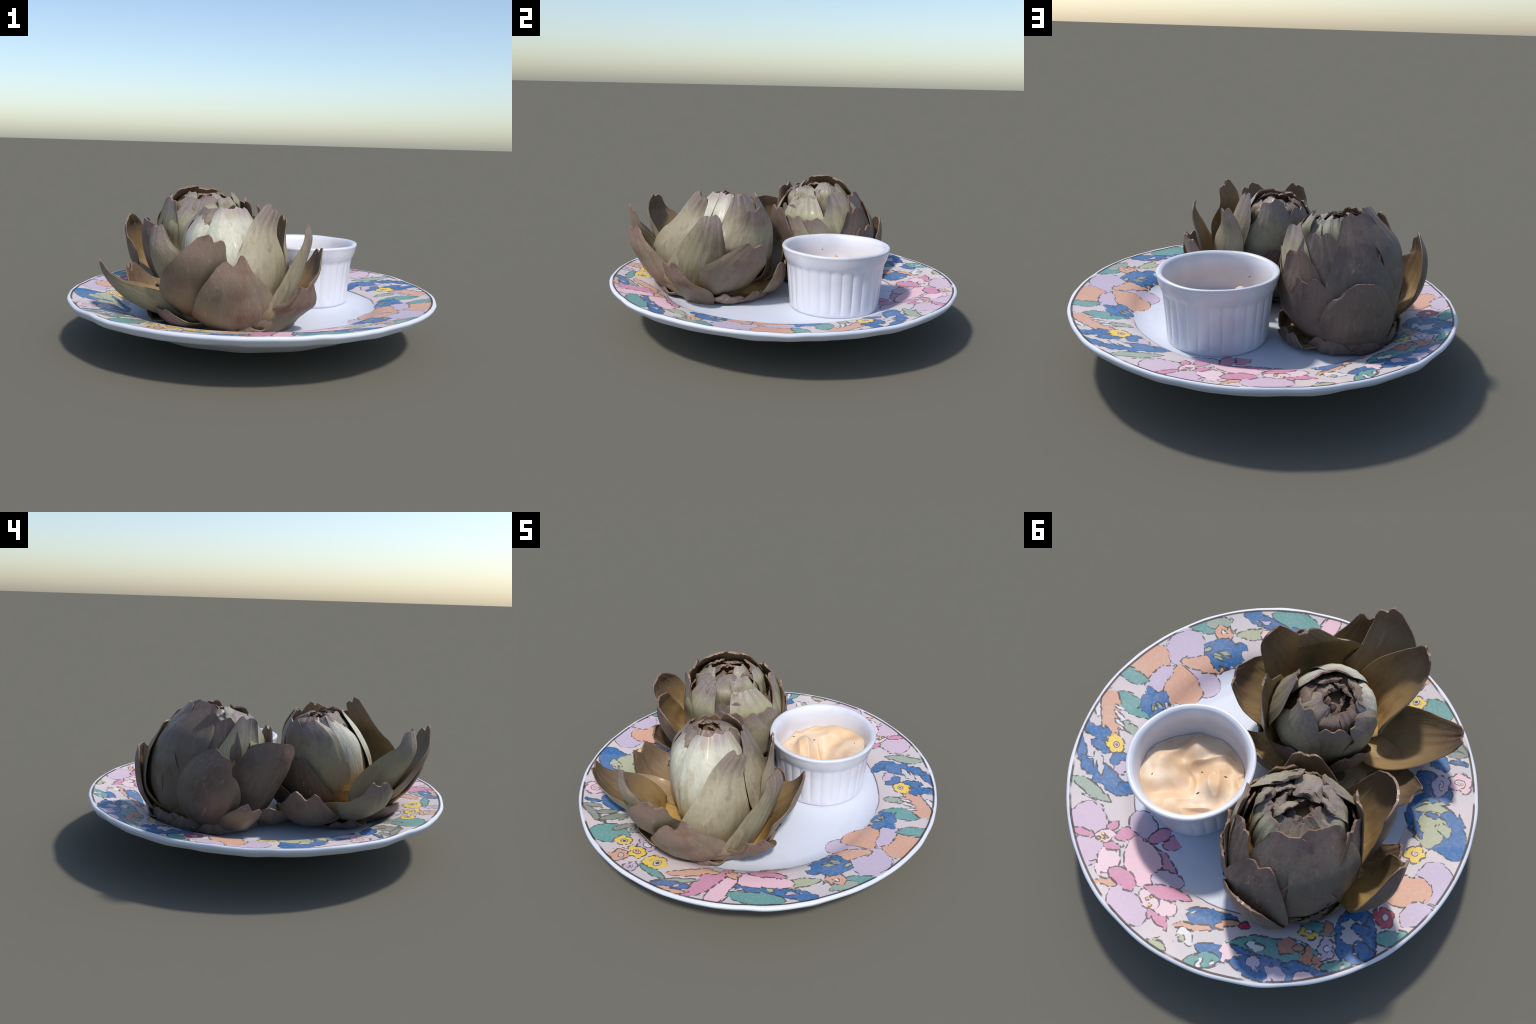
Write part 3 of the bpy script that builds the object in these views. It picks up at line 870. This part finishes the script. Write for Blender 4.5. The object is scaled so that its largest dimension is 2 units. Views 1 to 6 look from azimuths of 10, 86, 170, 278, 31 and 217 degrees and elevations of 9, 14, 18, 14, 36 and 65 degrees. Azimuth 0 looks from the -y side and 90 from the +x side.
    B([A(95, 0.12, 0.20), A(95, 0.24, 0.25), A(98, 0.28, 0.34), A(98, 0.275, 0.43), A(98, 0.26, 0.50)], 98, [0.12, 0.18, 0.19, 0.13, 0.06], cup=0.24, look="dark", seed=11, notch=0.05)
    B([A(148, 0.12, 0.20), A(148, 0.25, 0.25), A(150, 0.29, 0.35), A(150, 0.285, 0.45), A(150, 0.265, 0.53)], 150, [0.12, 0.18, 0.19, 0.13, 0.06], cup=0.24, look="dark", seed=12, notch=0.05)
    # low scraps lying on the plate
    B([A(-132, 0.18, 0.186), A(-132, 0.30, 0.192), A(-131, 0.40, 0.225), A(-130, 0.45, 0.30)], -131, [0.12, 0.17, 0.15, 0.07], cup=0.25, look="dark", seed=13)
    B([A(70, 0.16, 0.186), (0.09, -0.07, 0.205), (0.13, -0.01, 0.28), (0.12, 0.005, 0.40)], 72, [0.10, 0.15, 0.15, 0.08], cup=0.22, look="brown", seed=14, body=0.06)
    B([A(118, 0.16, 0.19), A(118, 0.30, 0.23), A(118, 0.36, 0.34), A(118, 0.36, 0.46)], 118, [0.12, 0.18, 0.17, 0.07], cup=0.24, look="dark", seed=16, body=0.06)
    for az, r in ((-168, 0.44), (165, 0.36), (128, 0.30), (80, 0.29), (48, 0.30), (14, 0.30), (-25, 0.28), (-78, 0.335), (-110, 0.30), (-140, 0.37)):
        B([A(az, 0.14, 0.182), A(az, r * 0.88, 0.186), A(az, r, 0.205), A(az, r * 1.04, 0.245)], az, [0.09, 0.14, 0.13, 0.06], cup=0.26, look="dark" if abs(az) > 60 else "brown", seed=300 + az, lump=0.012, notch=0.08)
    # --- the closed heart
    head = [
        (-70, (-0.062, -0.395, 0.769), 0.258, [0.10, 0.145, 0.160, 0.125, 0.060], "pale"),
        (-138, (-0.190, -0.340, 0.748), 0.232, [0.10, 0.15, 0.165, 0.13, 0.055], "pale"),
        (178, (-0.250, -0.240, 0.716), 0.242, [0.10, 0.15, 0.165, 0.12, 0.045], "olive"),
        (128, (-0.200, -0.165, 0.717), 0.235, [0.10, 0.15, 0.175, 0.14, 0.05], "olive"),
        (80, (-0.048, -0.166, 0.758), 0.240, [0.10, 0.15, 0.175, 0.13, 0.05], "olive"),
        (18, (0.070, -0.258, 0.776), 0.275, [0.10, 0.15, 0.17, 0.125, 0.045], "olive"),
        (-25, (-0.005, -0.335, 0.769), 0.225, [0.10, 0.15, 0.17, 0.13, 0.055], "pale"),
    ]
    for i, (az, tip, r, w, look) in enumerate(head):
        B([A(az, 0.10, 0.24), A(az, r * 0.93, 0.34), A(az, r * 1.02, 0.48), A(az, r * 0.86, 0.63), tip], az, w, look=look, inside="inner_pale",
          seed=20 + i, notch=0.03, thick=0.014, lump=0.004, wrap=centre_a)
    # small bracts folded over the heart
    crown(B, centre_a, ((7, 0.140, 0.50, 0.738, 0.085), (5, 0.100, 0.54, 0.744, 0.075), (3, 0.055, 0.58, 0.730, 0.060)), ("brown", "olive", "brown"), 40)


def crown(B, centre, rings, looks, seed):
    """Rings of short scales bending in over the middle: count, radius, foot, top and half width of each."""
    for ring, (n_b, r0, z0, zt, w) in enumerate(rings):
        for i in range(n_b):
            az = i * 360 / n_b + 20 + ring * 31 + rng.uniform(-9, 9)
            ww = w * rng.uniform(0.85, 1.15)
            tip = centre(zt) + ray_dir(az) * (r0 * rng.uniform(0.35, 0.75)) + np.array([0, 0, rng.uniform(-0.022, 0.022)])
            low = lambda r, z: on(centre, az, r, z)
            B([low(r0 * 0.95, z0), low(r0 * 1.12, z0 + (zt - z0) * 0.4), low(r0 * 1.02, z0 + (zt - z0) * 0.8), tip], az, [ww * 0.9, ww, ww * 0.9, ww * 0.6],
              look=looks[(i + ring) % len(looks)], inside="inner", seed=seed + i + ring * 10, notch=0.06, thick=0.022, rows=24, cols=17, lump=0.012, curl=0.012, wrap=centre)


def build_artichoke_back():
    root = empty("artichoke", (-0.352, 0.292, 0.183), "whole cooked artichoke with closed grey green and dark purple brown bracts", "artichoke")
    A = lambda az, r, z: on(centre_b, az, r, z)
    heart_mesh(root, centre_b, [(0.14, 0.184), (0.20, 0.22), (0.23, 0.30), (0.24, 0.42), (0.235, 0.54), (0.19, 0.63), (0.10, 0.68)])
    B = lambda *a, **k: bract(root, *a, **k)

    def shell(tip, z_base, widths, look, seed, az=None, bulge=1.0, **k):
        """A bract hugging the globe from its base to a given tip."""
        tip = np.array(tip)
        if az is None:
            d = tip - centre_b(tip[2])
            az = math.degrees(math.atan2(d[1], d[0]))
        prof_z = [0.18, 0.22, 0.30, 0.42, 0.52, 0.60, 0.68, 0.74, 0.80]
        prof_r = [0.17, 0.235, 0.285, 0.306, 0.300, 0.287, 0.262, 0.232, 0.185]
        end = tip[2]
        zs = np.linspace(z_base, end, 5)[:-1]
        # the bud is flatter low down on its far left side
        flat = 0.15 * math.exp(-((((az - 148) + 180) % 360 - 180) / 32) ** 2)
        pts = [A(az, float(np.interp(z, prof_z, prof_r)) * bulge * (1 - flat * min(1, max(0, (0.64 - z) / 0.2))), z) for z in zs] + [tip]
        return B(pts, az, widths, cup=k.pop("cup", 0.28), look=look, inside=k.pop("inside", "inner"), seed=seed, wrap=centre_b, **k)

    # --- outermost low bracts
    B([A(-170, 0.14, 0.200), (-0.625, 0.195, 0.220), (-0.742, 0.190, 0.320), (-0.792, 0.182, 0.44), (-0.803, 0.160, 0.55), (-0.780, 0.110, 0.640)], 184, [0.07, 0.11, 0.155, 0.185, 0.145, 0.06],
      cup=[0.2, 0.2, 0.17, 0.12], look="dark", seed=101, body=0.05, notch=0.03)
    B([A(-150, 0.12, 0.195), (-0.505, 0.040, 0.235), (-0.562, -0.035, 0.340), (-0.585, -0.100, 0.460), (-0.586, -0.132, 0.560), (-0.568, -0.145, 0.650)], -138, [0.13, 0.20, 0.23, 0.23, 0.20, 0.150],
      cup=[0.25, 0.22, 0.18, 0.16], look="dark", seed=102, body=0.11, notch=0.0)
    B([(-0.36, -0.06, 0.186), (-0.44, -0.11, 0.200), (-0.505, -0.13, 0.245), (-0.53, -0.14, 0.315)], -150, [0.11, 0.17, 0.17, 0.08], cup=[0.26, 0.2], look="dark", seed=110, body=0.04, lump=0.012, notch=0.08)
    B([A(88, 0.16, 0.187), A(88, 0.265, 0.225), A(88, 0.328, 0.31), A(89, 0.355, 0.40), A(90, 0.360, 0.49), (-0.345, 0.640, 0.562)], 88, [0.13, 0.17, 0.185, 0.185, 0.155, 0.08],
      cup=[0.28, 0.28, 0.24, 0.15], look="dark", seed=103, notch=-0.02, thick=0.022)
    B([A(-160, 0.17, 0.186), (-0.60, 0.085, 0.198), (-0.69, 0.03, 0.255), (-0.724, -0.015, 0.325), (-0.722, -0.035, 0.370)], -158, [0.10, 0.14, 0.125, 0.10, 0.055], cup=[0.2, 0.13, 0.09], look="brown", seed=104)
    shell((-0.113, 0.497, 0.556), 0.185, [0.14, 0.22, 0.23, 0.15, 0.06], "dark", 105, bulge=1.06, notch=0.08)
    shell((-0.055, 0.165, 0.607), 0.185, [0.13, 0.19, 0.18, 0.11, 0.05], "olive", 106, bulge=1.05, notch=0.03)
    B([A(-75, 0.15, 0.20), A(-72, 0.27, 0.27), A(-66, 0.33, 0.40), A(-62, 0.355, 0.54), (-0.16, -0.035, 0.672)], -64, [0.12, 0.17, 0.19, 0.13, 0.06], cup=[0.25, 0.27, 0.25, 0.15], look="dark", seed=107, notch=0.06)
    B([A(-45, 0.16, 0.20), A(-42, 0.28, 0.27), A(-40, 0.33, 0.40), A(-42, 0.335, 0.52), (-0.108, 0.058, 0.622)], -42, [0.12, 0.17, 0.18, 0.11, 0.055], cup=[0.25, 0.27, 0.25, 0.15], look="olive", seed=108, notch=0.06)
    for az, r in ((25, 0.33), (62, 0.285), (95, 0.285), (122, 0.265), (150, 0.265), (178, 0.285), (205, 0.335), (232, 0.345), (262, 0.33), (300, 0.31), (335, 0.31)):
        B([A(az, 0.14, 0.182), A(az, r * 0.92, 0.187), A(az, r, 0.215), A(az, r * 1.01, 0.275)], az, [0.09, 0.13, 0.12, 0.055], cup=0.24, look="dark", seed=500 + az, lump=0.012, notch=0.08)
    # --- the main shell
    rows = [
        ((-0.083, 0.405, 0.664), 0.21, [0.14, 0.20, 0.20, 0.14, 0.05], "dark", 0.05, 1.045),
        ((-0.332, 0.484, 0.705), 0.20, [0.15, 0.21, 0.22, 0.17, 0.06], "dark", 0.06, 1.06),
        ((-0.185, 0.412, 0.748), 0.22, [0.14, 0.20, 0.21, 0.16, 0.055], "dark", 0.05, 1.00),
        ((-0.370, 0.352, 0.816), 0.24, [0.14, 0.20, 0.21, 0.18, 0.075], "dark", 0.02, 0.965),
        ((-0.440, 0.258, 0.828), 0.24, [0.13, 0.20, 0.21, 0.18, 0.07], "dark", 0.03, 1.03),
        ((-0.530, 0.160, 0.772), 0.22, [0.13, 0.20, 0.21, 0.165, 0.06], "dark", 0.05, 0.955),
        ((-0.478, 0.040, 0.764), 0.22, [0.13, 0.19, 0.19, 0.13, 0.05], "green", 0.04, 0.965),
        ((-0.350, 0.070, 0.754), 0.22, [0.13, 0.18, 0.175, 0.125, 0.055], "green", 0.05, 0.97),
        ((-0.200, 0.141, 0.744), 0.22, [0.13, 0.18, 0.18, 0.145, 0.06], "green", 0.02, 0.985),
        ((-0.103, 0.295, 0.756), 0.20, [0.14, 0.20, 0.21, 0.14, 0.045], "green", 0.03, 1.00),
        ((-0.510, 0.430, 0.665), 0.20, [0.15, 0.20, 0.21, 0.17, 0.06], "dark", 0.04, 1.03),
    ]
    for i, (tip, zb, w, look, nt, bg) in enumerate(rows):
        shell(tip, zb, [x * f for x, f in zip(w, (0.95, 0.85, 0.80, 0.86, 1.0))], look, 120 + i, notch=nt, bulge=bg, thick=0.022, lump=0.006, curl=0.016)
    # an under layer that closes the gaps between them
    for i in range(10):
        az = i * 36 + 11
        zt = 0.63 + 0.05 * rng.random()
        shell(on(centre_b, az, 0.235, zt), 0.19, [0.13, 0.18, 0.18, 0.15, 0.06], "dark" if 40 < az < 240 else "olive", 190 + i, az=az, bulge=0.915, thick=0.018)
    # --- inner bracts seen through the opening
    inner = [((-0.398, 0.166, 0.800), 0.85, [0.06, 0.075, 0.075, 0.06, 0.03], -110), ((-0.305, 0.172, 0.750), 0.62, [0.06, 0.07, 0.075, 0.065, 0.035], -75),
             ((-0.222, 0.196, 0.767), 0.78, [0.06, 0.08, 0.085, 0.07, 0.04], -35), ((-0.290, 0.268, 0.787), 0.4, [0.06, 0.08, 0.09, 0.08, 0.035], -20),
             ((-0.185, 0.275, 0.797), 0.85, [0.06, 0.08, 0.08, 0.06, 0.035], 0)]
    for i, (tip, f, w, az) in enumerate(inner):
        tip = np.array(tip)
        c = centre_b(0.6)
        d = tip[:2] - c[:2]
        pts = []
        for z, k in ((0.54, 0.9), (0.61, 1.05), (0.68, 1.12), (0.73, 1.08)):
            off = ray_dir(az) * 0.05 * k
            zz = 0.54 + (tip[2] - 0.54) * (z - 0.54) / 0.24
            pts.append((c[0] + d[0] * 0.9 + off[0] * k, c[1] + d[1] * 0.9 + off[1] * k, zz))
        B(pts + [tip], az, w, cup=[0.10, 0.09, 0.07], look="green", inside="inner_pale", seed=150 + i, notch=0.05, thick=0.012, rows=24, cols=17, lump=0.006)
    crown(B, centre_b, ((8, 0.178, 0.52, 0.770, 0.095), (6, 0.120, 0.55, 0.768, 0.08), (3, 0.06, 0.58, 0.752, 0.065)), ("olive", "green", "olive"), 170)


build_plate()
build_ramekin()
build_artichoke_front()
build_artichoke_back()
